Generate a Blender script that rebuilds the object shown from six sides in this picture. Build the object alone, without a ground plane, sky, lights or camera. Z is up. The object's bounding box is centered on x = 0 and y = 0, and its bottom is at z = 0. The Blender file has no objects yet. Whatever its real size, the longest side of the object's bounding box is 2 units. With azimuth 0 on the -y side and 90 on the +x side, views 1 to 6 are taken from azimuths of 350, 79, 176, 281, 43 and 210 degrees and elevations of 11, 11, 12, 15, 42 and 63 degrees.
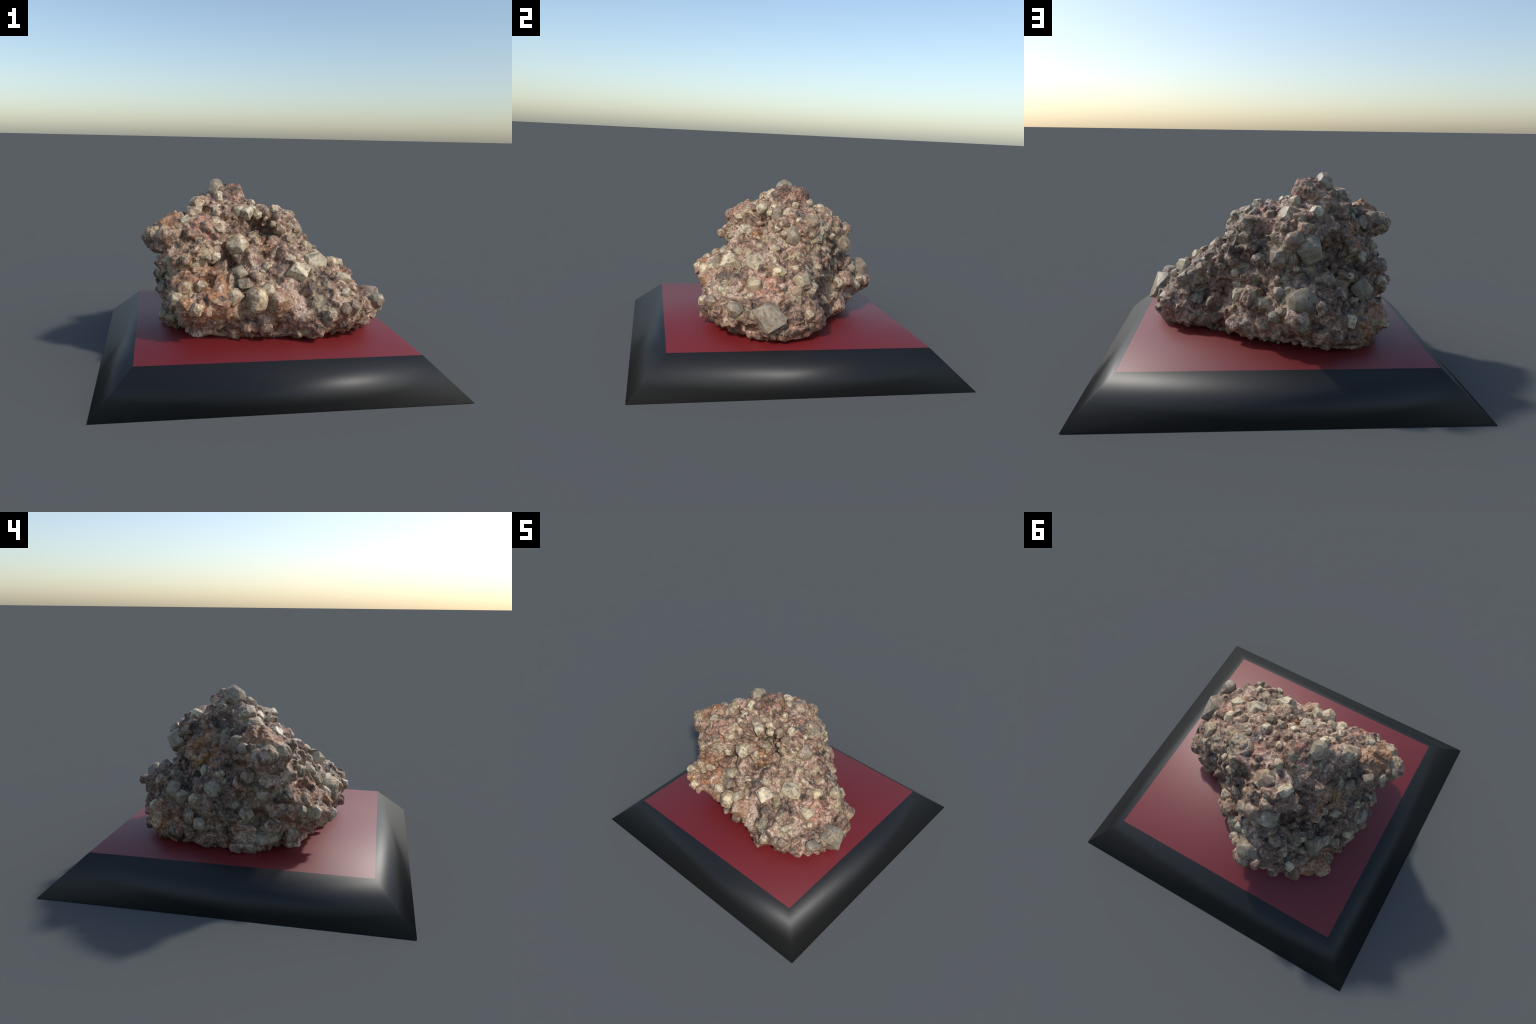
"""A cluster of cream crystals in brown rock, standing on a black and red display base."""
import bpy, bmesh, math, random
import numpy as np
from mathutils import Vector, Matrix, noise
from mathutils.bvhtree import BVHTree
from mathutils.kdtree import KDTree

RNG = np.random.default_rng(11)
TAU = 2 * math.pi

# ------------------------------------------------------------------ helpers
def new_mesh(name, verts, faces):
    me = bpy.data.meshes.new(name)
    me.from_pydata([tuple(v) for v in verts], [], [tuple(f) for f in faces])
    me.update()
    return me

def new_object(name, data, parent=None):
    ob = bpy.data.objects.new(name, data)
    bpy.context.scene.collection.objects.link(ob)
    if parent is not None:
        ob.parent = parent
    return ob

def voxel_remesh(me, size):
    """Fuse all the closed shells of a mesh into one skin."""
    ob = bpy.data.objects.new("tmp", me)
    bpy.context.scene.collection.objects.link(ob)
    m = ob.modifiers.new("remesh", 'REMESH')
    m.mode = 'VOXEL'
    m.voxel_size = size
    dg = bpy.context.evaluated_depsgraph_get()
    res = bpy.data.meshes.new_from_object(ob.evaluated_get(dg))
    bpy.data.objects.remove(ob)
    return res

def coords(me):
    a = np.empty(len(me.vertices) * 3)
    me.vertices.foreach_get("co", a)
    return a.reshape(-1, 3)

def normals(me):
    a = np.empty(len(me.vertices) * 3, dtype=np.float32)
    me.vertex_normals.foreach_get("vector", a)
    return a.reshape(-1, 3).astype(float)

def set_coords(me, co):
    me.vertices.foreach_set("co", np.ascontiguousarray(co).ravel())
    me.update()

class Nodes:
    """Small helper for writing node trees."""
    def __init__(self, name):
        self.mat = bpy.data.materials.new(name)
        self.mat.use_nodes = True
        self.t = self.mat.node_tree
        self.bsdf = self.t.nodes["Principled BSDF"]
    def n(self, kind, **kw):
        nd = self.t.nodes.new(kind)
        for k, v in kw.items():
            setattr(nd, k, v)
        return nd
    def link(self, a, b):
        self.t.links.new(a, b)
    def put(self, sock, v):
        if isinstance(v, bpy.types.NodeSocket):
            self.link(v, sock)
        else:
            sock.default_value = v
    def noise(self, vec, scale, detail=3.0, rough=0.55, distortion=0.0):
        nd = self.n("ShaderNodeTexNoise")
        self.put(nd.inputs["Vector"], vec)
        nd.inputs["Scale"].default_value = scale
        nd.inputs["Detail"].default_value = detail
        nd.inputs["Roughness"].default_value = rough
        nd.inputs["Distortion"].default_value = distortion
        return nd.outputs["Fac"]
    def ramp(self, fac, stops, interp='LINEAR'):
        nd = self.n("ShaderNodeValToRGB")
        cr = nd.color_ramp
        cr.interpolation = interp
        while len(cr.elements) < len(stops):
            cr.elements.new(0.5)
        for e, (p, c) in zip(cr.elements, stops):
            e.position = p
            e.color = (c, c, c, 1) if isinstance(c, (int, float)) else (*c, 1)
        self.put(nd.inputs["Fac"], fac)
        return nd.outputs["Color"]
    def mix(self, fac, a, b, blend='MIX'):
        nd = self.n("ShaderNodeMix", data_type='RGBA', blend_type=blend)
        self.put(nd.inputs[0], fac)
        for s, v in ((nd.inputs[6], a), (nd.inputs[7], b)):
            self.put(s, v if isinstance(v, bpy.types.NodeSocket) else (*v, 1))
        return nd.outputs[2]
    def math(self, op, a, b=0.0, clamp=False):
        nd = self.n("ShaderNodeMath", operation=op, use_clamp=clamp)
        self.put(nd.inputs[0], a)
        self.put(nd.inputs[1], b)
        return nd.outputs[0]
    def patch(self, vec, centre, radius):
        """1 at a place on the object, fading to 0 at the radius."""
        nd = self.n("ShaderNodeVectorMath", operation='DISTANCE')
        self.link(vec, nd.inputs[0])
        nd.inputs[1].default_value = centre
        return self.math('SUBTRACT', 1.0, self.math('DIVIDE', nd.outputs["Value"], radius), clamp=True)

# ------------------------------------------------------------------ materials
def matrix_material():
    m = Nodes("brown_rock")
    tc = m.n("ShaderNodeTexCoord")
    p = tc.outputs["Object"]
    # brown mottling; dark stop deepened to paint crevice shade, pale stop lifted for highlights
    mot = m.math('ADD', m.math('MULTIPLY', m.noise(p, 13.0, 6, 0.66, 1.0), 0.65), m.math('MULTIPLY', m.noise(p, 3.6, 3, 0.5, 0.5), 0.35))
    col = m.ramp(mot, [(0.39, (0.036, 0.027, 0.021)), (0.452, (0.140, 0.083, 0.053)), (0.522, (0.29, 0.17, 0.108)),
                       (0.60, (0.53, 0.38, 0.275))])
    # rust orange and reddish places
    def places(lst, scale, lo, hi):
        tot = None
        for c, r in lst:
            k = m.patch(p, c, r)
            tot = k if tot is None else m.math('MAXIMUM', tot, k)
        nz = m.noise(p, scale, 4, 0.6, 0.8)
        return m.math('MULTIPLY', m.math('MULTIPLY', tot, 2.0, True), m.ramp(nz, [(lo, 0.0), (hi, 1.0)]))
    col = m.mix(m.math('MULTIPLY', places(RUST_PLACES, 14.0, 0.38, 0.60), 0.8), col, (0.41, 0.185, 0.075))
    col = m.mix(m.math('MULTIPLY', places(RED_PLACES, 22.0, 0.47, 0.60), 0.7), col, (0.46, 0.185, 0.12))
    # olive cream patches of crystal growth under the crust, and grey stains
    cn = m.noise(p, 8.0, 3, 0.55, 0.6)
    col = m.mix(m.ramp(cn, [(0.55, 0.0), (0.63, 0.75)]), col, (0.36, 0.295, 0.18))
    gn = m.noise(p, 15.0, 4, 0.62, 1.0)
    col = m.mix(m.ramp(gn, [(0.56, 0.0), (0.66, 0.85)]), col, (0.095, 0.088, 0.080))
    # grain, and pale veins
    grain = m.noise(p, 42.0, 5, 0.68, 1.4)
    col = m.mix(1.0, col, m.ramp(grain, [(0.34, 0.35), (0.48, 0.9), (0.62, 1.4)]), 'MULTIPLY')
    vein = m.noise(p, 21.0, 4, 0.6, 2.4)
    col = m.mix(m.ramp(vein, [(0.61, 0.0), (0.70, 0.65)]), col, (0.64, 0.525, 0.435))
    m.put(m.bsdf.inputs["Base Color"], col)
    m.bsdf.inputs["Roughness"].default_value = 0.55
    m.bsdf.inputs["Specular IOR Level"].default_value = 0.45
    b = m.n("ShaderNodeBump")
    b.inputs["Strength"].default_value = 0.8
    b.inputs["Distance"].default_value = 0.006
    m.put(b.inputs["Height"], grain)
    m.link(b.outputs["Normal"], m.bsdf.inputs["Normal"])
    return m.mat

def crystal_material(name, light, mid, stain):
    m = Nodes(name)
    tc = m.n("ShaderNodeTexCoord")
    oi = m.n("ShaderNodeObjectInfo")
    off = m.n("ShaderNodeVectorMath", operation='MULTIPLY_ADD')
    comb = m.n("ShaderNodeCombineXYZ")
    for i in range(3):
        m.link(oi.outputs["Random"], comb.inputs[i])
    m.link(comb.outputs[0], off.inputs[0])
    off.inputs[1].default_value = (17, 31, 23)
    m.link(tc.outputs["Object"], off.inputs[2])
    p = off.outputs[0]
    col = m.ramp(m.noise(p, 0.8, 3, 0.5, 0.4), [(0.36, mid), (0.58, light)])
    tint = m.ramp(oi.outputs["Random"], [(0.0, (0.80, 0.76, 0.70)), (0.5, (1.0, 1.0, 1.0)), (1.0, (1.05, 1.0, 0.92))])
    col = m.mix(1.0, col, tint, 'MULTIPLY')
    st = m.noise(p, 1.1, 5, 0.62, 0.9)
    more = m.math('MULTIPLY', m.math('SUBTRACT', m.math('FRACT', m.math('MULTIPLY', oi.outputs["Random"], 7.3)), 0.5), 0.2)
    col = m.mix(m.ramp(m.math('ADD', st, more), [(0.47, 0.0), (0.58, 0.85)]), col, stain)
    gr = m.noise(p, 0.9, 4, 0.6, 1.5)
    col = m.mix(m.ramp(gr, [(0.52, 0.0), (0.64, 0.7)]), col, (0.15, 0.14, 0.122))
    fine = m.noise(p, 5.0, 4, 0.65, 1.0)
    col = m.mix(1.0, col, m.ramp(fine, [(0.3, 0.72), (0.62, 1.12)]), 'MULTIPLY')
    bm = m.n("ShaderNodeBump")
    bm.inputs["Strength"].default_value = 0.25
    bm.inputs["Distance"].default_value = 0.004
    m.put(bm.inputs["Height"], st)
    m.link(bm.outputs["Normal"], m.bsdf.inputs["Normal"])
    m.put(m.bsdf.inputs["Base Color"], col)
    m.bsdf.inputs["Roughness"].default_value = 0.5
    m.bsdf.inputs["Specular IOR Level"].default_value = 0.5
    return m.mat

def plain_material(name, colour, rough, spec=0.5):
    m = Nodes(name)
    tc = m.n("ShaderNodeTexCoord")
    v = m.noise(tc.outputs["Object"], 3.0, 2)
    c = m.ramp(v, [(0.3, tuple(x * 0.97 for x in colour)), (0.7, tuple(x * 1.03 for x in colour))])
    m.put(m.bsdf.inputs["Base Color"], c)
    m.bsdf.inputs["Roughness"].default_value = rough
    m.bsdf.inputs["Specular IOR Level"].default_value = spec
    return m.mat

RUST_PLACES = [((-0.40, -0.42, 0.45), 0.26), ((-0.60, -0.15, 0.87), 0.16), ((0.02, -0.50, 0.44), 0.12),
               ((-0.03, -0.18, 0.70), 0.10), ((-0.45, 0.22, 0.74), 0.16), ((-0.50, 0.45, 0.33), 0.20)]
RED_PLACES = [((-0.17, 0.13, 1.0), 0.13), ((0.10, 0.17, 0.83), 0.18), ((0.52, -0.17, 0.49), 0.16),
              ((-0.38, -0.26, 0.83), 0.12), ((-0.15, 0.42, 0.86), 0.12)]

# ------------------------------------------------------------------ display base
BASE_HALF, TOP_HALF, TOP_Z = 1.0, 0.7865, 0.2

def build_base():
    root = new_object("display_base", None)
    root.empty_display_size = 0.2
    root["label"] = "low square black base with sloping sides and red top"
    root["category"] = "display stand"
    black = plain_material("black_lacquer", (0.009, 0.009, 0.009), BLACK_ROUGH, 0.5)
    red = plain_material("red_lacquer", (0.16, 0.006, 0.008), RED_ROUGH, 0.78)
    b, t, z = BASE_HALF, TOP_HALF, TOP_Z
    sq = [(-1, -1), (1, -1), (1, 1), (-1, 1)]
    # the whole block shades as one soft form: a shared normal at each corner of foot and head
    rise, run = z, b - t
    sl = math.hypot(rise, run)
    out, up = rise / sl, run / sl                      # a side's own normal
    a_foot = math.atan2(sl, run)
    a_head = math.pi - a_foot
    def corner(x, y, ang, end):
        return Vector((x * out * ang, y * out * ang, 2 * up * ang + end * math.pi / 2)).normalized()
    foot = [corner(x, y, a_foot, -1) for x, y in sq]
    head = [corner(x, y, a_head, 1) for x, y in sq]

    def soft(me, table):
        for p in me.polygons:
            p.use_smooth = True
        ln = []
        for p in me.polygons:
            for li in p.loop_indices:
                ln.append(table.get(me.loops[li].vertex_index, p.normal.copy()))
        me.normals_split_custom_set(ln)

    # frame: underside, four slopes, and the recess that holds the panel
    v = [(x * b, y * b, 0.0) for x, y in sq] + [(x * t, y * t, z) for x, y in sq] + [(x * 0.74, y * 0.74, 0.17) for x, y in sq]
    f = [(3, 2, 1), (3, 1, 0)]
    for i in range(4):
        j = (i + 1) % 4
        f += [(i, j, j + 4), (i, j + 4, i + 4)]
    n_soft = len(f)
    for i in range(4):
        j = (i + 1) % 4
        f.append((i + 4, j + 4, j + 8, i + 8))
    f.append((8, 9, 10, 11))
    me = new_mesh("sloping_frame", v, f)
    me.materials.append(black)
    table = {i: foot[i] for i in range(4)}
    table.update({i + 4: head[i] for i in range(4)})
    soft(me, table)
    new_object("sloping_frame", me, root)
    # red panel let into the frame
    v = [(x * t, y * t, z) for x, y in sq] + [(x * 0.735, y * 0.735, 0.175) for x, y in sq]
    f = [(0, 1, 2), (0, 2, 3)] if PANEL_DIAG else [(0, 1, 3), (1, 2, 3)]
    f += [(i + 4, (i + 1) % 4 + 4, (i + 1) % 4, i) for i in range(4)] + [(7, 6, 5, 4)]
    me = new_mesh("top_panel", v, f)
    me.materials.append(red)
    soft(me, {i: head[i] for i in range(4)})
    new_object("top_panel", me, root)

BLACK_ROUGH, RED_ROUGH, PANEL_DIAG = 0.48, 0.50, True

# ------------------------------------------------------------------ crystals and lumps
# Crystals and lumps, by the side they sit on: x, y, z of the middle and half width, in
# centimetres; form (d many-faced, b blocky) and tone (c cream, g grey, b rock-coated lump).
LANDMARKS = [
 (-28.1, 6.6, 103.5, 6.2, "dg"), (-28.0, -2.3, 98.7, 3.8, "bc"), (-40.8, -3.5, 95.2, 5.2, "dc"), (-17.8, -20.9, 72.7, 6.8, "dc"),
 (16.1, -35.7, 58.2, 6.8, "sc"), (29.7, -21.2, 59.9, 8.0, "dc"), (66.5, -20.5, 36.6, 7.8, "sg"), (47.0, -24.5, 50.4, 5.0, "sc"),
 (20.8, 3.2, 77.6, 6.6, "dg"), (-7.6, 31.6, 86.7, 6.6, "dc"), (-16.2, -8.4, 91.8, 4.5, "dc"), (-11.0, -11.8, 90.7, 3.6, "bc"),
 (-8.1, 48.8, 78.0, 4.6, "dg"), (-11.6, 62.1, 49.4, 7.2, "dg"), (-60.7, 21.9, 49.7, 4.3, "dc"), (-62.9, 11.1, 56.7, 4.6, "dg"),
 (-25.6, 51.6, 58.0, 4.2, "dg"), (-46.2, 38.6, 49.1, 4.8, "bg"), (-30.3, 37.6, 62.4, 2.2, "bb"), (-38.6, 30.2, 75.4, 4.0, "bb"),
 (-21.4, 32.0, 89.4, 4.6, "dc"), (-37.6, 11.9, 97.2, 3.6, "dg"), (-51.2, 6.4, 80.9, 4.0, "bg"), (-54.1, 44.2, 35.1, 6.0, "bb"),
 (12.9, 43.1, 46.1, 6.0, "bb"), (19.4, 35.9, 46.2, 4.4, "bc"), (-0.9, 51.9, 51.0, 4.0, "dg"), (38.6, 16.7, 60.7, 3.3, "dc"),
 (40.7, 14.0, 55.4, 3.8, "db"), (52.0, 3.6, 54.5, 4.5, "bc"), (56.5, -0.2, 48.8, 3.8, "dc"), (12.2, 19.7, 86.2, 5.0, "dg"),
 (-44.3, -21.3, 86.9, 3.2, "bc"), (-31.7, -18.2, 86.0, 4.3, "dc"), (-29.2, -23.9, 82.5, 3.6, "dc"), (-28.8, -7.4, 92.1, 3.2, "bc"),
 (17.2, -17.4, 68.9, 3.0, "dc"), (-6.5, -19.9, 74.3, 2.8, "dc"), (-32.3, -24.1, 65.6, 3.8, "bc"), (-18.0, -34.8, 57.4, 4.6, "bg"),
 (-1.8, -34.5, 61.7, 2.8, "dc"), (-16.3, -40.7, 52.8, 3.6, "bg"), (-44.9, -51.5, 41.2, 4.2, "bc"), (-49.8, -34.8, 67.0, 3.0, "bc"),
 (40.6, -13.9, 60.4, 3.0, "bc"), (53.2, -27.3, 45.7, 3.2, "dc"), (36.8, -46.0, 46.3, 3.6, "bb"), (31.6, -51.9, 34.3, 4.0, "dg"),
 (41.9, -51.9, 39.5, 3.6, "dg"), (12.7, -30.3, 65.1, 3.2, "bc"), (-4.0, -6.9, 89.1, 3.0, "dc"), (6.1, -8.3, 83.1, 2.2, "dc"),
 (-47.1, -29.0, 80.1, 3.2, "bb"), (44.0, -9.5, 58.0, 4.5, "dc"), (59.8, 11.2, 32.9, 6.0, "db"), (-11.0, 21.5, 94.9, 3.0, "bc"),
 (-4.9, 10.6, 93.8, 2.8, "dc"), (14.3, 18.7, 88.5, 4.0, "dc"), (29.9, -3.5, 66.0, 2.5, "dc"), (26.1, -8.8, 69.8, 3.0, "bc"),
 (14.6, -13.5, 74.4, 3.0, "dc"), (8.8, 36.6, 65.4, 4.2, "dg"), (11.6, 32.7, 72.3, 4.0, "bb"), (16.7, 31.3, 77.0, 3.0, "bc"),
 (-15.6, 46.2, 72.7, 6.5, "bg"), (-57.6, -15.0, 84.5, 4.0, "bb"),
]
LEFT = [
 (-20.5, 8.0, 103.0, 4.6, "db"), (-67.5, -18.0, 77.3, 7.0, "db"), (-61.0, -12.0, 77.0, 6.2, "bb"), (-60.0, -25.0, 78.5, 7.0, "db"),
 (-64.0, -23.0, 73.0, 5.5, "bb"), (-69.0, -15.0, 78.5, 4.0, "dg"), (-55.0, -44.0, 45.0, 4.6, "dc"), (-51.0, -47.0, 42.0, 5.5, "bb"),
 (-10.0, 63.0, 40.0, 7.5, "db"), (51.0, -45.0, 37.0, 4.0, "bb"), (-54.0, -33.0, 50.0, 4.5, "bb"), (-44.0, -25.9, 84.8, 2.8, "db"),
 (-61.7, -1.5, 79.4, 2.9, "bb"), (-54.3, 27.4, 37.4, 3.6, "bg"), (-59.3, 18.6, 34.9, 4.2, "bg"), (-62.4, -7.6, 43.9, 3.6, "dg"),
 (-63.8, -0.5, 40.9, 3.7, "db"), (-59.8, 5.3, 28.3, 2.9, "db"), (-59.5, -8.3, 35.0, 3.1, "db"), (-63.0, -17.3, 55.2, 3.9, "db"),
 (-41.0, -36.1, 50.7, 4.3, "dc"), (-29.8, -36.0, 54.8, 3.5, "bb"), (-58.1, 8.4, 64.1, 2.3, "bc"), (-44.9, 18.8, 72.9, 3.1, "bb"),
 (-58.3, -8.1, 64.6, 4.3, "dg"), (-63.7, -20.6, 62.1, 3.9, "bb"), (-58.1, -28.7, 54.4, 3.6, "bb"), (-58.9, -29.9, 45.7, 3.3, "bb"),
 (-65.0, 12.0, 48.1, 3.2, "bb"), (-55.7, 26.3, 27.8, 4.2, "db"), (-54.8, 35.5, 26.7, 3.9, "bb"), (-61.7, -2.2, 24.0, 4.1, "db"),
 (-37.8, 50.9, 40.7, 2.6, "bb"), (-42.5, 25.7, 54.3, 3.2, "bg"), (-61.2, -1.9, 60.3, 2.8, "bb"), (-50.1, -41.1, 36.8, 4.1, "bb"),
 (-40.4, 35.9, 55.6, 3.6, "bb"), (-30.7, 52.4, 51.0, 3.7, "bb"), (-53.2, 5.4, 70.2, 3.0, "db"), (-43.1, 23.8, 68.1, 3.1, "bb"),
]
FRONT = [
 (8.7, 2.6, 89.7, 3.3, "bc"), (17.7, 8.3, 87.2, 2.4, "dc"), (20.2, -0.7, 84.8, 2.2, "dc"), (1.6, -3.3, 89.7, 3.3, "dg"),
 (-4.3, -2.9, 88.3, 2.5, "dc"), (10.4, -8.0, 79.6, 4.0, "bc"), (17.0, -5.8, 81.5, 2.9, "bc"), (-31.4, -23.5, 69.8, 3.1, "bc"),
 (-43.1, -27.0, 60.4, 3.4, "bb"), (-44.2, -42.0, 45.8, 2.5, "bc"), (-56.6, -38.0, 45.5, 3.3, "dc"), (-5.3, -35.4, 58.6, 1.9, "bc"),
 (0.5, -34.6, 56.3, 3.7, "db"), (-9.5, -47.5, 45.3, 6.2, "bc"), (3.5, -48.0, 43.6, 6.9, "bb"), (35.2, -29.7, 55.9, 2.0, "bb"),
 (22.0, -41.5, 49.1, 4.4, "bb"), (23.2, -49.6, 41.5, 3.6, "bb"), (43.3, -44.6, 46.5, 2.7, "dc"), (53.6, -44.8, 42.9, 2.9, "db"),
 (65.0, -39.0, 40.9, 4.9, "dg"), (47.4, -50.8, 40.6, 3.7, "bg"), (-24.3, -15.1, 89.9, 2.9, "db"), (-29.6, -13.4, 90.6, 2.8, "dc"),
 (-22.0, -6.6, 95.9, 1.7, "dc"), (-39.4, -51.1, 39.8, 3.8, "bb"), (-15.1, -45.8, 27.4, 3.6, "db"), (-3.9, -46.6, 26.7, 4.3, "db"),
 (26.3, -51.6, 28.6, 5.3, "db"), (-55.3, -31.9, 64.8, 3.0, "bb"), (7.1, -20.7, 70.1, 2.1, "dc"), (-47.5, -32.8, 53.1, 2.7, "bb"),
 (-32.0, -40.0, 52.5, 2.6, "bb"), (21.2, -21.9, 66.6, 2.5, "bb"), (-55.5, -23.4, 84.8, 2.7, "bb"), (-41.2, -29.8, 75.0, 2.7, "bb"),
 (33.2, -55.2, 37.5, 3.0, "bc"), (55.7, -47.3, 37.4, 3.4, "bb"), (-49.7, -31.1, 30.1, 4.1, "bg"), (-60.9, -16.4, 29.1, 4.2, "dg"),
 (-57.5, -8.2, 23.2, 4.3, "bg"),
]
RIGHT = [
 (10.0, -5.3, 87.7, 3.8, "dg"), (8.2, 10.6, 90.8, 1.5, "dc"), (33.0, -10.7, 63.6, 4.0, "dc"), (47.8, -42.2, 45.6, 2.7, "dc"),
 (49.9, 12.8, 40.6, 3.6, "bb"), (21.9, 28.1, 56.6, 2.5, "dc"), (20.2, 29.9, 49.8, 3.2, "bc"), (7.1, 46.7, 44.0, 4.4, "bg"),
 (1.8, 55.4, 39.6, 3.7, "dg"), (-0.4, 46.1, 68.0, 4.8, "bg"), (0.5, 39.4, 77.6, 3.0, "dc"), (31.6, 23.8, 30.0, 4.5, "bb"),
 (24.7, 15.8, 77.8, 3.1, "db"), (30.2, 13.3, 70.2, 4.3, "bb"), (-22.1, -45.2, 45.7, 4.9, "bc"), (24.4, 23.4, 45.3, 3.1, "db"),
 (22.3, 36.9, 30.5, 4.8, "bb"), (-3.7, -14.6, 71.3, 2.4, "dc"), (23.1, 7.6, 80.4, 2.2, "bb"), (38.9, 2.1, 59.3, 2.6, "bc"),
 (42.8, -3.2, 57.1, 3.2, "bb"), (62.8, 6.9, 36.5, 3.5, "bc"), (13.6, 22.7, 22.7, 3.6, "bb"), (62.3, -39.3, 32.8, 3.0, "bb"),
 (38.3, 8.9, 59.2, 2.9, "db"), (27.3, 22.5, 69.1, 2.7, "dc"), (23.2, 33.9, 37.0, 3.1, "bb"), (56.5, -15.5, 47.6, 2.3, "bb"),
 (-44.5, -31.8, 71.7, 3.4, "bb"), (-12.2, -31.1, 65.9, 3.1, "bb"),
]
BACK = [
 (19.3, -3.5, 84.3, 2.6, "dc"), (22.4, -2.8, 78.3, 2.6, "bc"), (44.3, 14.0, 37.8, 4.0, "dg"), (51.2, 9.7, 49.0, 4.3, "bg"),
 (32.9, 19.6, 46.0, 3.8, "bb"), (-1.5, 59.5, 43.5, 3.1, "dc"), (-49.2, 32.4, 46.0, 4.1, "bg"), (-40.5, 44.0, 43.0, 3.1, "bg"),
 (-58.5, -2.0, 82.8, 3.8, "bg"), (-64.7, -6.5, 80.8, 3.5, "dg"), (-37.3, 21.8, 87.2, 4.2, "bb"), (-35.3, 28.1, 78.5, 4.0, "db"),
 (-34.3, 40.3, 58.0, 3.2, "db"), (-39.1, 41.7, 57.2, 1.9, "bc"), (-59.3, 19.4, 56.7, 4.1, "db"), (-62.3, 14.5, 44.3, 3.4, "dg"),
 (-6.4, 2.1, 92.8, 2.5, "bc"), (1.2, 4.2, 91.2, 2.8, "dc"), (-9.3, 48.7, 63.0, 1.9, "dc"), (-12.3, 38.6, 86.9, 2.0, "bc"),
 (48.2, 17.8, 28.3, 4.1, "bb"), (7.1, 47.6, 32.1, 4.5, "db"), (-47.9, 20.3, 57.7, 2.9, "bb"), (-44.4, 51.9, 35.4, 3.8, "bb"),
 (-31.4, 59.6, 38.0, 3.7, "bb"), (-29.1, 61.4, 30.6, 3.7, "bb"), (-42.1, 56.0, 26.5, 3.2, "bb"), (-6.0, 58.2, 34.2, 3.7, "bb"),
 (-0.0, 49.3, 57.2, 2.5, "db"), (30.6, 24.2, 60.1, 2.7, "db"), (20.6, 29.7, 62.7, 2.5, "db"), (40.9, 11.0, 48.0, 2.8, "db"),
 (-29.1, 28.8, 66.5, 3.0, "bb"), (-20.3, 68.4, 47.4, 3.0, "bb"), (-26.4, 57.9, 52.9, 2.5, "bb"), (17.3, 34.3, 55.6, 2.6, "bb"),
 (35.4, 4.5, 64.9, 2.5, "bb"),
]
SHOULDER = [
 (-6.8, -7.5, 73.7, 4.2, "dg"), (5.9, -23.8, 68.5, 2.7, "dc"), (37.5, -25.7, 56.7, 2.3, "bb"), (-2.8, -44.3, 48.4, 5.5, "bc"),
 (-36.6, -23.9, 84.4, 4.3, "bb"), (-50.0, -37.8, 49.6, 5.0, "db"), (-35.0, -48.1, 46.0, 4.3, "bb"), (-30.5, -28.0, 57.0, 4.3, "bb"),
 (54.8, -10.2, 50.4, 3.6, "bb"), (64.2, -3.0, 34.6, 5.0, "bb"), (23.3, -32.4, 58.5, 3.2, "bb"), (51.0, -9.9, 54.1, 3.0, "bb"),
 (33.7, -34.5, 51.7, 3.2, "bb"),
]
CROWN = [
 (-7.2, -4.2, 91.6, 3.4, "dc"), (-17.0, 16.9, 101.5, 4.8, "db"), (9.0, -26.3, 66.9, 3.9, "bb"), (-43.2, -7.4, 89.4, 5.0, "bc"),
 (-48.8, -21.5, 86.2, 3.8, "bc"), (3.1, 21.1, 89.3, 3.5, "bb"), (-28.1, 20.3, 95.4, 4.0, "bb"), (-37.6, 21.0, 92.0, 3.7, "bb"),
 (-46.3, 11.1, 80.8, 3.3, "bb"), (-4.6, 40.7, 83.4, 3.4, "bb"), (-14.9, 42.1, 81.8, 4.9, "bb"), (23.6, 28.0, 62.9, 3.1, "bb"),
 (20.1, 27.7, 69.7, 2.8, "db"), (-48.3, 18.7, 63.4, 3.8, "bg"), (-37.1, 54.2, 36.5, 3.5, "bc"), (-42.4, 47.6, 40.6, 3.5, "bb"),
 (-52.5, -9.9, 87.2, 4.6, "bb"),
]
PIECES = LANDMARKS + FRONT + RIGHT + BACK + LEFT + SHOULDER + CROWN
PIECE_SCALE = 0.90
# the larger crystals that turn a flat face a known way: place, facing, roll in degrees
FACING = [
 ((.68, -.20, .36), (.88, .25, .35), 20), ((.16, -.35, .58), (.45, -.55, .70), 35), ((.47, -.24, .50), (.35, -.25, .90), 25),
 ((-.18, -.20, .72), (.25, -.65, .70), 10), ((.29, -.21, .59), (.55, -.35, .75), 15), ((.20, .03, .78), (.85, -.20, .45), 30),
]

def turn(x, y, z, rng):
    """Orientation of a piece: as listed in FACING, or any."""
    for at, f, roll in FACING:
        if (Vector(at) - Vector((x, y, z))).length < 0.025:
            q = Vector(f).normalized().to_track_quat('Z', 'Y').to_matrix()
            return (q @ Matrix.Rotation(math.radians(roll), 3, 'Z')).to_4x4()
    return rand_rot(rng)

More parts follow.
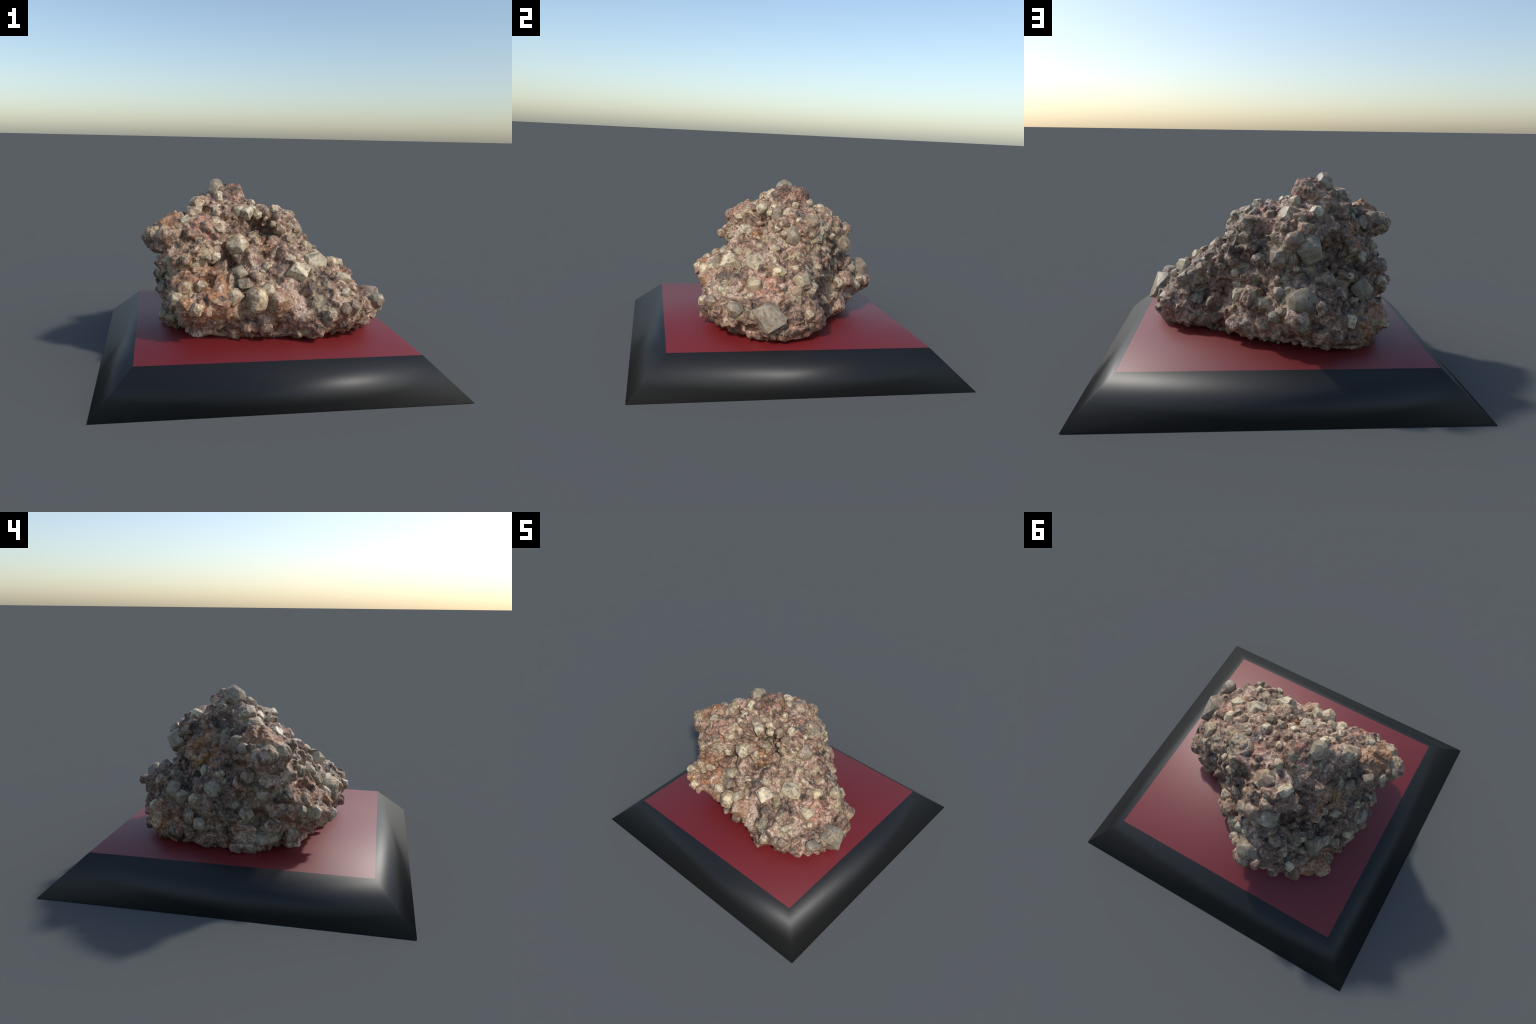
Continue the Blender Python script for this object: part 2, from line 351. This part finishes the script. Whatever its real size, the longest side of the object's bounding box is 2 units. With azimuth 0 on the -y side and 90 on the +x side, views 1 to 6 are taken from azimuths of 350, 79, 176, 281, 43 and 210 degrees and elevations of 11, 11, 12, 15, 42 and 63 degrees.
# ------------------------------------------------------------------ rock body
# Level cross-sections: height, centre x, centre y, and the reach in centimetres
# every 15 degrees, counter-clockwise from +x.
SECTIONS = [
 (0.195, -0.05, -0.01, [65, 49, 40, 31, 32, 39, 39, 48, 58, 63, 56, 53, 54, 52, 47, 46, 44, 39, 40, 43, 47, 53, 60, 66]),
 (0.240, -0.03, -0.00, [69, 57, 44, 42, 38, 45, 49, 57, 66, 68, 61, 55, 57, 56, 52, 53, 50, 46, 46, 49, 58, 62, 69, 75]),
 (0.300, -0.03, -0.01, [70, 62, 45, 44, 47, 49, 56, 65, 70, 70, 61, 57, 58, 58, 56, 57, 54, 48, 49, 51, 60, 68, 72, 77]),
 (0.370, -0.02, -0.02, [69, 62, 46, 42, 46, 49, 60, 68, 71, 70, 61, 61, 62, 60, 60, 64, 57, 46, 47, 53, 59, 71, 76, 77]),
 (0.440, -0.05, -0.01, [68, 58, 47, 43, 47, 50, 64, 68, 60, 56, 53, 59, 59, 59, 62, 66, 58, 47, 50, 52, 55, 69, 73, 68]),
 (0.520, -0.09, 0.03, [65, 52, 46, 43, 44, 49, 58, 60, 52, 51, 49, 56, 55, 56, 59, 58, 52, 43, 47, 48, 54, 59, 63, 64]),
 (0.600, -0.12, 0.04, [58, 52, 46, 41, 43, 46, 46, 45, 46, 45, 42, 51, 51, 52, 59, 49, 38, 36, 40, 43, 48, 52, 54, 58]),
 (0.680, -0.16, 0.04, [47, 51, 45, 42, 44, 46, 44, 39, 36, 39, 36, 39, 39, 44, 55, 52, 42, 30, 33, 35, 35, 41, 45, 46]),
 (0.750, -0.20, 0.06, [46, 48, 44, 42, 40, 45, 41, 35, 32, 33, 28, 29, 34, 45, 57, 50, 42, 33, 30, 29, 27, 30, 40, 45]),
 (0.810, -0.23, 0.08, [46, 46, 43, 37, 40, 40, 37, 32, 27, 31, 27, 25, 30, 41, 54, 48, 42, 34, 29, 26, 24, 26, 36, 45]),
 (0.860, -0.19, 0.08, [38, 39, 37, 33, 33, 34, 34, 30, 25, 24, 24, 24, 28, 35, 47, 45, 37, 26, 22, 20, 20, 24, 34, 39]),
 (0.910, -0.19, 0.08, [27, 27, 23, 24, 23, 23, 23, 23, 20, 24, 24, 24, 23, 27, 27, 24, 24, 24, 21, 20, 21, 22, 24, 25]),
 (0.960, -0.25, 0.07, [14, 16, 20, 21, 18, 16, 15, 14, 13, 16, 14, 14, 11, 12, 20, 19, 16, 15, 15, 14, 10, 12, 12, 14]),
 (1.010, -0.23, 0.09, [7, 8, 10, 14, 12, 10, 8, 7, 10, 11, 9, 8, 8, 8, 10, 12, 11, 11, 9, 8, 4, 5, 7, 7]),
 (1.050, -0.26, 0.08, [5, 5, 7, 8, 4, 4, 3, 3, 4, 5, 4, 3, 3, 3, 4, 5, 4, 4, 4, 4, 5, 6, 5, 4]),
]
# Hollows and swellings: centre, radius, push (how far and which way the rock is drawn in or out)
HOLLOWS = [
 # back left, between the ledge and the foot
 ((-.28, .39, .70), .14, (.03, -.09, .0)), ((-.46, .27, .58), .16, (.06, -.03, -.03)), ((-.47, .40, .49), .11, (.04, -.03, 0)),
 ((-.31, .38, .63), .11, (.01, -.04, -.04)), ((-.47, .08, .86), .12, (.02, 0, -.02)), ((-.45, .28, .80), .10, (.04, -.03, 0)),
 # right and back right
 ((.11, .43, .50), .08, (-.05, -.07, 0)), ((.43, .18, .45), .10, (-.05, -.06, 0)), ((.30, .26, .45), .10, (-.03, -.05, 0)),
 ((.52, -.36, .47), .08, (0, 0, -.08)), ((.10, .32, .80), .08, (-.02, -.03, -.03)),
 ((.46, .0, .62), .11, (-.04, 0, -.03)), ((.67, -.08, .43), .08, (-.04, 0, -.03)), ((.30, -.39, .60), .11, (0, .02, -.05)),
 ((-.10, -.03, 1.0), .10, (0, 0, -.03)),
 # front: the hollow under the brow, the slot beside the big crystal, the pocket low on the left
 ((-.03, -.13, .79), .17, (.0, .12, -.01)), ((-.29, -.26, .65), .12, (.02, .10, -.01)), ((-.21, -.26, .61), .09, (0, .07, -.03)),
 ((-.41, -.36, .57), .11, (0, .07, -.02)), ((.16, -.50, .42), .07, (0, .06, 0)), ((-.02, -.27, .66), .09, (0, .03, -.03)),
 ((.05, -.50, .27), .10, (0, .05, 0)), ((-.30, -.45, .28), .12, (0, .05, 0)),
 # left
 ((-.60, -.15, .38), .10, (.09, 0, 0)), ((-.63, -.05, .53), .09, (.05, 0, 0)), ((-.63, -.17, .65), .11, (.03, 0, 0)),
]
DIPS = [
 ((-.02, -.44, .57), .12, (0, .04, -.01)), ((.27, .32, .52), .11, (-.03, -.03, 0)), ((.68, -.06, .39), .10, (-.03, 0, -.02)),
 ((.31, -.05, .70), .10, (-.02, 0, -.035)), ((.57, .18, .42), .10, (-.03, -.03, 0)), ((-.42, .60, .38), .12, (.03, -.04, 0)),
 ((-.03, .09, .96), .10, (0, 0, -.03)), ((-.14, .46, .85), .08, (0, -.035, 0)), ((-.48, -.46, .53), .10, (0, 0, -.035)),
 ((-.53, -.36, .69), .08, (.02, .03, 0)), ((.20, -.48, .52), .10, (0, .025, -.025)),
 ((.02, -.42, .60), .10, (0, .02, -.03)), ((.52, -.33, .45), .08, (0, 0, -.03)), ((.42, .10, .62), .08, (-.02, -.01, -.03)),
 ((.46, .20, .38), .10, (-.03, -.03, 0)), ((-.52, .50, .40), .09, (.03, -.03, 0)), ((-.21, .56, .60), .08, (0, -.03, -.01)),
 ((-.33, .47, .52), .08, (.02, -.03, 0)), ((-.26, .44, .84), .09, (0, -.04, -.01)), ((-.62, .19, .65), .08, (.03, -.01, 0)),
 ((-.38, .33, .81), .09, (.02, -.03, 0)), ((-.30, .28, .90), .08, (0, 0, -.03)), ((-.10, .12, .99), .08, (0, 0, -.03)),
 ((-.45, -.47, .49), .12, (0, .01, -.025)), ((.02, -.55, .46), .10, (0, .03, 0)),
]
SWELLINGS = [
 ((-.52, .30, .47), .10, (-.035, .02, 0)), ((-.65, .08, .45), .11, (-.025, 0, 0)), ((-.60, .15, .28), .12, (-.03, .01, 0)),
 ((-.24, .66, .49), .09, (0, .025, 0)), ((-.62, -.20, .61), .09, (-.03, -.01, 0)), ((-.58, -.28, .65), .10, (-.02, -.03, 0)),
 ((-.48, -.37, .65), .08, (0, -.03, 0)), ((-.62, -.31, .78), .07, (-.01, -.02, 0)), ((-.55, .08, .80), .09, (-.03, .01, 0)),
 ((-.40, .0, .97), .07, (-.01, 0, .02)), ((-.62, -.16, .28), .10, (-.025, -.01, 0)), ((-.23, -.37, .56), .08, (0, -.025, .01)),
 ((.65, -.38, .41), .09, (.01, -.01, .01)), ((.20, .15, .84), .10, (.02, .01, .025)), ((.64, .13, .31), .08, (.02, .02, 0)),
 ((.38, -.23, .64), .07, (0, 0, .03)),
 ((-.62, -.05, .26), .11, (-.03, 0, 0)), ((-.45, .29, .48), .11, (-.03, .02, 0)), ((-.24, .36, .67), .08, (-.01, .03, 0)),
 ((-.17, .66, .50), .11, (0, .03, 0)), ((-.56, .42, .43), .09, (-.02, .02, 0)), ((.67, -.34, .36), .12, (.02, -.03, 0)),
 ((.31, -.52, .40), .12, (0, -.03, 0)), ((.10, -.11, .83), .08, (0, -.03, 0)), ((.17, .25, .82), .10, (.02, .03, .02)),
 ((-.29, -.26, .81), .08, (0, -.025, 0)), ((-.41, .03, .94), .08, (-.01, 0, .03)), ((-.57, -.19, .30), .10, (-.02, -.02, 0)),
]
SKIN = 0.020   # rubble and crystals build the rock out from the core by this much

def catmull(p0, p1, p2, p3, t):
    return 0.5 * (2 * p1 + (p2 - p0) * t + (2 * p0 - 5 * p1 + 4 * p2 - p3) * t * t + (3 * p1 - p0 - 3 * p2 + p3) * t ** 3)

def build_core():
    na = len(SECTIONS[0][3])
    per = 6
    rings = []
    for z, cx, cy, rad in SECTIONS:
        r = np.array(rad) / 100.0 - SKIN
        ring = []
        for i in range(na):
            p = [r[(i + k) % na] for k in (-1, 0, 1, 2)]
            for s in range(per):
                ring.append(catmull(*p, s / per))
        ring = np.array(ring)
        th = np.arange(na * per) / (na * per) * TAU
        rings.append(np.stack([cx + ring * np.cos(th), cy + ring * np.sin(th), np.full_like(th, z)], 1))
    rings = np.array(rings)
    rows = []
    n = len(rings)
    for k in range(n - 1):
        q = [rings[max(k - 1, 0)], rings[k], rings[k + 1], rings[min(k + 2, n - 1)]]
        steps = 5
        for s in range(steps):
            t = s / steps
            row = catmull(*q, t)
            row[:, 2] = (1 - t) * q[1][:, 2] + t * q[2][:, 2]
            rows.append(row)
    rows.append(rings[-1])
    rows = np.array(rows)
    m = rows.shape[1]
    verts = rows.reshape(-1, 3)
    for c, rad, push in HOLLOWS + DIPS + SWELLINGS:
        c = np.array(c); push = np.array(push)
        d = np.linalg.norm(verts - c, axis=1) / rad
        w = np.clip(1 - d * d, 0, 1) ** 1.5
        verts = verts + w[:, None] * push
    verts = list(map(tuple, verts))
    faces = []
    for k in range(len(rows) - 1):
        for i in range(m):
            j = (i + 1) % m
            faces.append((k * m + i, k * m + j, (k + 1) * m + j, (k + 1) * m + i))
    verts.append(tuple(rows[0].mean(0))); b = len(verts) - 1
    top = rows[-1].mean(0); top[2] += 0.02
    verts.append(tuple(top)); t = len(verts) - 1
    o = (len(rows) - 1) * m
    for i in range(m):
        j = (i + 1) % m
        faces.append((b, j, i))
        faces.append((t, o + i, o + j))
    return new_mesh("core", verts, faces)

# ------------------------------------------------------------------ faceted solids
DODECA = [Vector(d).normalized() for d in [(1, 1, 0), (1, -1, 0), (-1, 1, 0), (-1, -1, 0), (1, 0, 1), (1, 0, -1),
          (-1, 0, 1), (-1, 0, -1), (0, 1, 1), (0, 1, -1), (0, -1, 1), (0, -1, -1)]]
CUBE = [Vector(d) for d in [(1, 0, 0), (-1, 0, 0), (0, 1, 0), (0, -1, 0), (0, 0, 1), (0, 0, -1)]]

def polyhedron(planes):
    """Corner points of the solid bounded by planes (unit normal, distance)."""
    N = np.array([tuple(n) for n, _ in planes]); D = np.array([d for _, d in planes])
    pts = []
    k = len(planes)
    for a in range(k):
        for b in range(a + 1, k):
            for c in range(b + 1, k):
                M = N[[a, b, c]]
                det = np.linalg.det(M)
                if abs(det) < 0.05:
                    continue
                p = np.linalg.solve(M, D[[a, b, c]])
                if np.all(N @ p <= D + 1e-6):
                    pts.append(p)
    return pts

def solid_mesh(name, planes, bevel):
    bm = bmesh.new()
    for p in polyhedron(planes):
        bm.verts.new(p)
    bmesh.ops.remove_doubles(bm, verts=bm.verts, dist=0.02)
    r = bmesh.ops.convex_hull(bm, input=bm.verts)
    junk = [g for g in r["geom_interior"] if isinstance(g, bmesh.types.BMVert)]
    if junk:
        bmesh.ops.delete(bm, geom=junk, context='VERTS')
    bmesh.ops.dissolve_limit(bm, angle_limit=math.radians(4), verts=bm.verts, edges=bm.edges)
    if bevel:
        bmesh.ops.bevel(bm, geom=list(bm.edges), offset=bevel, segments=2, profile=0.5, affect='EDGES', clamp_overlap=True)
    me = bpy.data.meshes.new(name)
    bm.to_mesh(me)
    bm.free()
    return me

def crystal_planes(kind, rng):
    jit = lambda s: rng.uniform(1 - s, 1 + s)
    tilt = lambda d, s: (d + Vector(rng.normal(size=3)) * s).normalized()
    if kind == "dodeca":
        pl = [(tilt(d, 0.05), jit(0.12)) for d in DODECA] + [(tilt(d, 0.05), jit(0.08) * 1.12) for d in CUBE]
    elif kind == "block":
        pl = [(tilt(d, 0.06), jit(0.16)) for d in CUBE] + [(tilt(d, 0.06), jit(0.14) * 1.2) for d in DODECA]
    elif kind == "slab":   # big flat faces, few cut corners
        pl = [(tilt(d, 0.04), jit(0.10)) for d in CUBE] + [(tilt(d, 0.1), jit(0.06) * 1.28) for d in DODECA if d.z < 0.1]
        return pl + [(Vector((0.6, 0.5, 0.62)).normalized(), 1.12), (Vector((-0.7, 0.3, 0.6)).normalized(), 1.15)]
    else:   # broken chunk
        pl = [(Vector(rng.normal(size=3)).normalized(), jit(0.2)) for _ in range(11)] + [(d, 1.25) for d in CUBE]
    # one or two broken corners
    for _ in range(2):
        pl.append((Vector(rng.normal(size=3)).normalized(), jit(0.08) * 0.98))
    return pl

def rand_rot(rng):
    q = rng.normal(size=4)
    from mathutils import Quaternion
    return Quaternion(q).normalized().to_matrix().to_4x4()

def scatter(me, n, rng):
    """Random points and normals on a mesh, spread by area."""
    me.calc_loop_triangles()
    co = coords(me)
    tri = np.empty(len(me.loop_triangles) * 3, dtype=np.int32)
    me.loop_triangles.foreach_get("vertices", tri)
    tri = tri.reshape(-1, 3)
    a, b, c = co[tri[:, 0]], co[tri[:, 1]], co[tri[:, 2]]
    cr = np.cross(b - a, c - a)
    ar = np.linalg.norm(cr, axis=1)
    pick = rng.choice(len(tri), n, p=ar / ar.sum())
    u, v = rng.random(n), rng.random(n)
    f = u + v > 1
    u[f], v[f] = 1 - u[f], 1 - v[f]
    P = a[pick] + (b - a)[pick] * u[:, None] + (c - a)[pick] * v[:, None]
    return P, cr[pick] / ar[pick][:, None]

def build_matrix(core, placed):
    rng = np.random.default_rng(5)
    kinds = []
    for i in range(10):
        me = solid_mesh("chunk", crystal_planes("chunk" if i % 2 else "block", rng), 0)
        kinds.append((coords(me), [tuple(p.vertices) for p in me.polygons]))
        bpy.data.meshes.remove(me)
    V = [coords(core)]
    tree = BVHTree.FromPolygons([v.co for v in core.vertices], [p.vertices for p in core.polygons])
    F = [tuple(p.vertices) for p in core.polygons]
    off = len(V[0])
    # rock-coated lumps, and the rock's grip round every crystal
    for me, M, tone in placed:
        k = 1.0 if tone == "b" else 0.87 if ft_big(M) else 0.93
        M = np.array(M)
        q = (coords(me) * k) @ M[:3, :3].T + M[:3, 3]
        q[:, 2] = np.maximum(q[:, 2], 0.196)
        V.append(q)
        F += [tuple(i + off for i in p.vertices) for p in me.polygons]
        off += len(q)
        # a foot of rubble under the piece, back to the core
        at = Vector(M[:3, 3])
        hit, nrm, _, _ = tree.find_nearest(at)
        size = float(np.cbrt(abs(np.linalg.det(M[:3, :3]))))
        gap = (at - hit).dot(nrm)
        for t in ((0.3, 0.65, 1.0) if gap > size * 0.6 else (0.5,) if gap > 0 else (0.0,)):
            co, fa = kinds[rng.integers(len(kinds))]
            q = co @ (np.array(rand_rot(rng).to_3x3()) * max(size * 0.8, 0.02 if t > 0.2 else 0)).T + np.array(at.lerp(hit, t)) - np.array(nrm) * size * 0.45
            q[:, 2] = np.maximum(q[:, 2], 0.196)
            V.append(q)
            F.extend(tuple(i + off for i in f) for f in fa)
            off += len(q)
    bare = [M for _, M, tone in placed if tone != "b"]
    crystals = KDTree(len(bare))
    for i, M in enumerate(bare):
        crystals.insert(M.translation, i)
    crystals.balance()
    reach = [abs(M.to_3x3().determinant()) ** (1 / 3) for M in bare]
    def heap(count, small, big, power, low, high, grade):
        nonlocal off
        P, N = scatter(core, count, rng)
        for p, nrm in zip(P, N):
            # coarse in some places, crumbly in others
            n0 = noise.noise(Vector(p) * 5.0)
            s = (small + (big - small) * rng.random() ** power) * min(1.0 + 0.7 * n0, 1.15)
            if n0 * grade < rng.uniform(-0.5, 0.1):
                continue
            co, fa = kinds[rng.integers(len(kinds))]
            M = np.array(rand_rot(rng).to_3x3()) * s * rng.uniform(0.7, 1.3, 3)
            lift = min(rng.uniform(low, high), SKIN + 0.008 - s * 1.3)
            at = Vector(p + nrm * lift)
            near, ki, dist = crystals.find(at)
            if dist < reach[ki] * 0.95 + s * 0.55:      # leave the crystals bare
                continue
            q = co @ M.T + np.array(at)
            q[:, 2] = np.maximum(q[:, 2], 0.196)
            V.append(q)
            F.extend(tuple(i + off for i in f) for f in fa)
            off += len(co)
    heap(650, 0.032, 0.075, 1.3, -0.06, 0.0, 1.0)
    heap(620, 0.016, 0.036, 1.3, -0.012, 0.012, -0.3)
    heap(900, 0.007, 0.013, 1.0, 0.000, 0.014, -1.4)
    me = new_mesh("joined", np.concatenate(V), F)
    res = voxel_remesh(me, VOXEL)
    bpy.data.meshes.remove(me)
    relax(res, 4, 0.5)
    # grainy relief, with thicker crust in patches
    co, nr = coords(res), normals(res)
    d = np.empty(len(co))
    for i, p in enumerate(co):
        v = Vector(p)
        crust = noise.noise(v * 9.0 + Vector((7, 3, 1)))
        lump = noise.noise(v * 13.0)
        crumb = max(0.0, noise.noise(v * 6.0 + Vector((2, 9, 4))) + 0.25)
        d[i] = 0.004 * crust + 0.006 * lump + 0.005 * noise.fractal(v * 24, 0.8, 2.1, 3) - 0.014 * crumb * abs(noise.noise(v * 46)) + 0.0025 * noise.noise(v * 75)
    co = co + nr * d[:, None]
    co[:, 2] = np.maximum(co[:, 2], 0.1965)
    set_coords(res, co)
    return res

VOXEL = 0.0055

def ft_big(M):
    """Is this one of the large crystals, whose faces stay clean?"""
    return abs(np.linalg.det(np.array(M)[:3, :3])) ** (1 / 3) > 0.045

def relax(me, times, k=0.5):
    """Even out a mesh a little, so pieces meet in soft fillets."""
    co = coords(me)
    e = np.empty(len(me.edges) * 2, dtype=np.int32)
    me.edges.foreach_get("vertices", e)
    e = e.reshape(-1, 2)
    n = len(co)
    deg = np.bincount(e.ravel(), minlength=n).astype(float)
    for _ in range(times):
        acc = np.zeros_like(co)
        for ax in range(3):
            acc[:, ax] = np.bincount(e[:, 0], co[e[:, 1], ax], n) + np.bincount(e[:, 1], co[e[:, 0], ax], n)
        co = co + k * (acc / deg[:, None] - co)
    set_coords(me, co)

def build_specimen():
    root = new_object("mineral_specimen", None)
    root["label"] = "jagged brown rock crusted with cream and olive crystals"
    root["category"] = "mineral"
    rng = np.random.default_rng(21)
    mats = {"c": crystal_material("cream_crystal", (0.68, 0.575, 0.395), (0.44, 0.355, 0.22), (0.25, 0.145, 0.085)),
            "g": crystal_material("grey_crystal", (0.42, 0.355, 0.255), (0.25, 0.205, 0.145), (0.22, 0.13, 0.08))}
    forms = {}
    for form, kind in (("d", "dodeca"), ("b", "block"), ("s", "slab")):
        for tone in "cgb":
            lst = []
            for k in range(7):
                c = solid_mesh("crystal", crystal_planes(kind, rng), {"b": 0.0, "c": 0.07, "g": 0.16}[tone])
                for p in c.polygons:
                    p.use_smooth = True
                c.set_sharp_from_angle(angle=math.radians(24))
                if tone in mats:
                    c.materials.append(mats[tone])
                lst.append(c)
            forms[form + tone] = lst
    placed = []
    for x, y, z, h, ft in PIECES:
        me = forms[ft][rng.integers(7)]
        h *= PIECE_SCALE / 100
        sc = Matrix.Diagonal((*(h * rng.uniform(0.85, 1.12, 3)), 1))
        placed.append((me, Matrix.Translation((x / 100, y / 100, z / 100)) @ turn(x / 100, y / 100, z / 100, rng) @ sc, ft[1]))

    core = voxel_remesh(build_core(), 0.012)
    me = build_matrix(core, placed)
    me.name = "rock_matrix"
    for p in me.polygons:
        p.use_smooth = True
    me.materials.append(matrix_material())
    new_object("rock_matrix", me, root)
    for me, M, tone in placed:
        if tone != "b":
            ob = new_object("crystal", me, root)
            ob.matrix_world = M
    root.location = (0, 0, TOP_Z)
    for ob in bpy.data.objects:
        if ob.parent is root:
            ob.matrix_parent_inverse = Matrix.Translation((0, 0, -TOP_Z))
    return root

build_base()
build_specimen()
for me in list(bpy.data.meshes):
    if me.users == 0:
        bpy.data.meshes.remove(me)
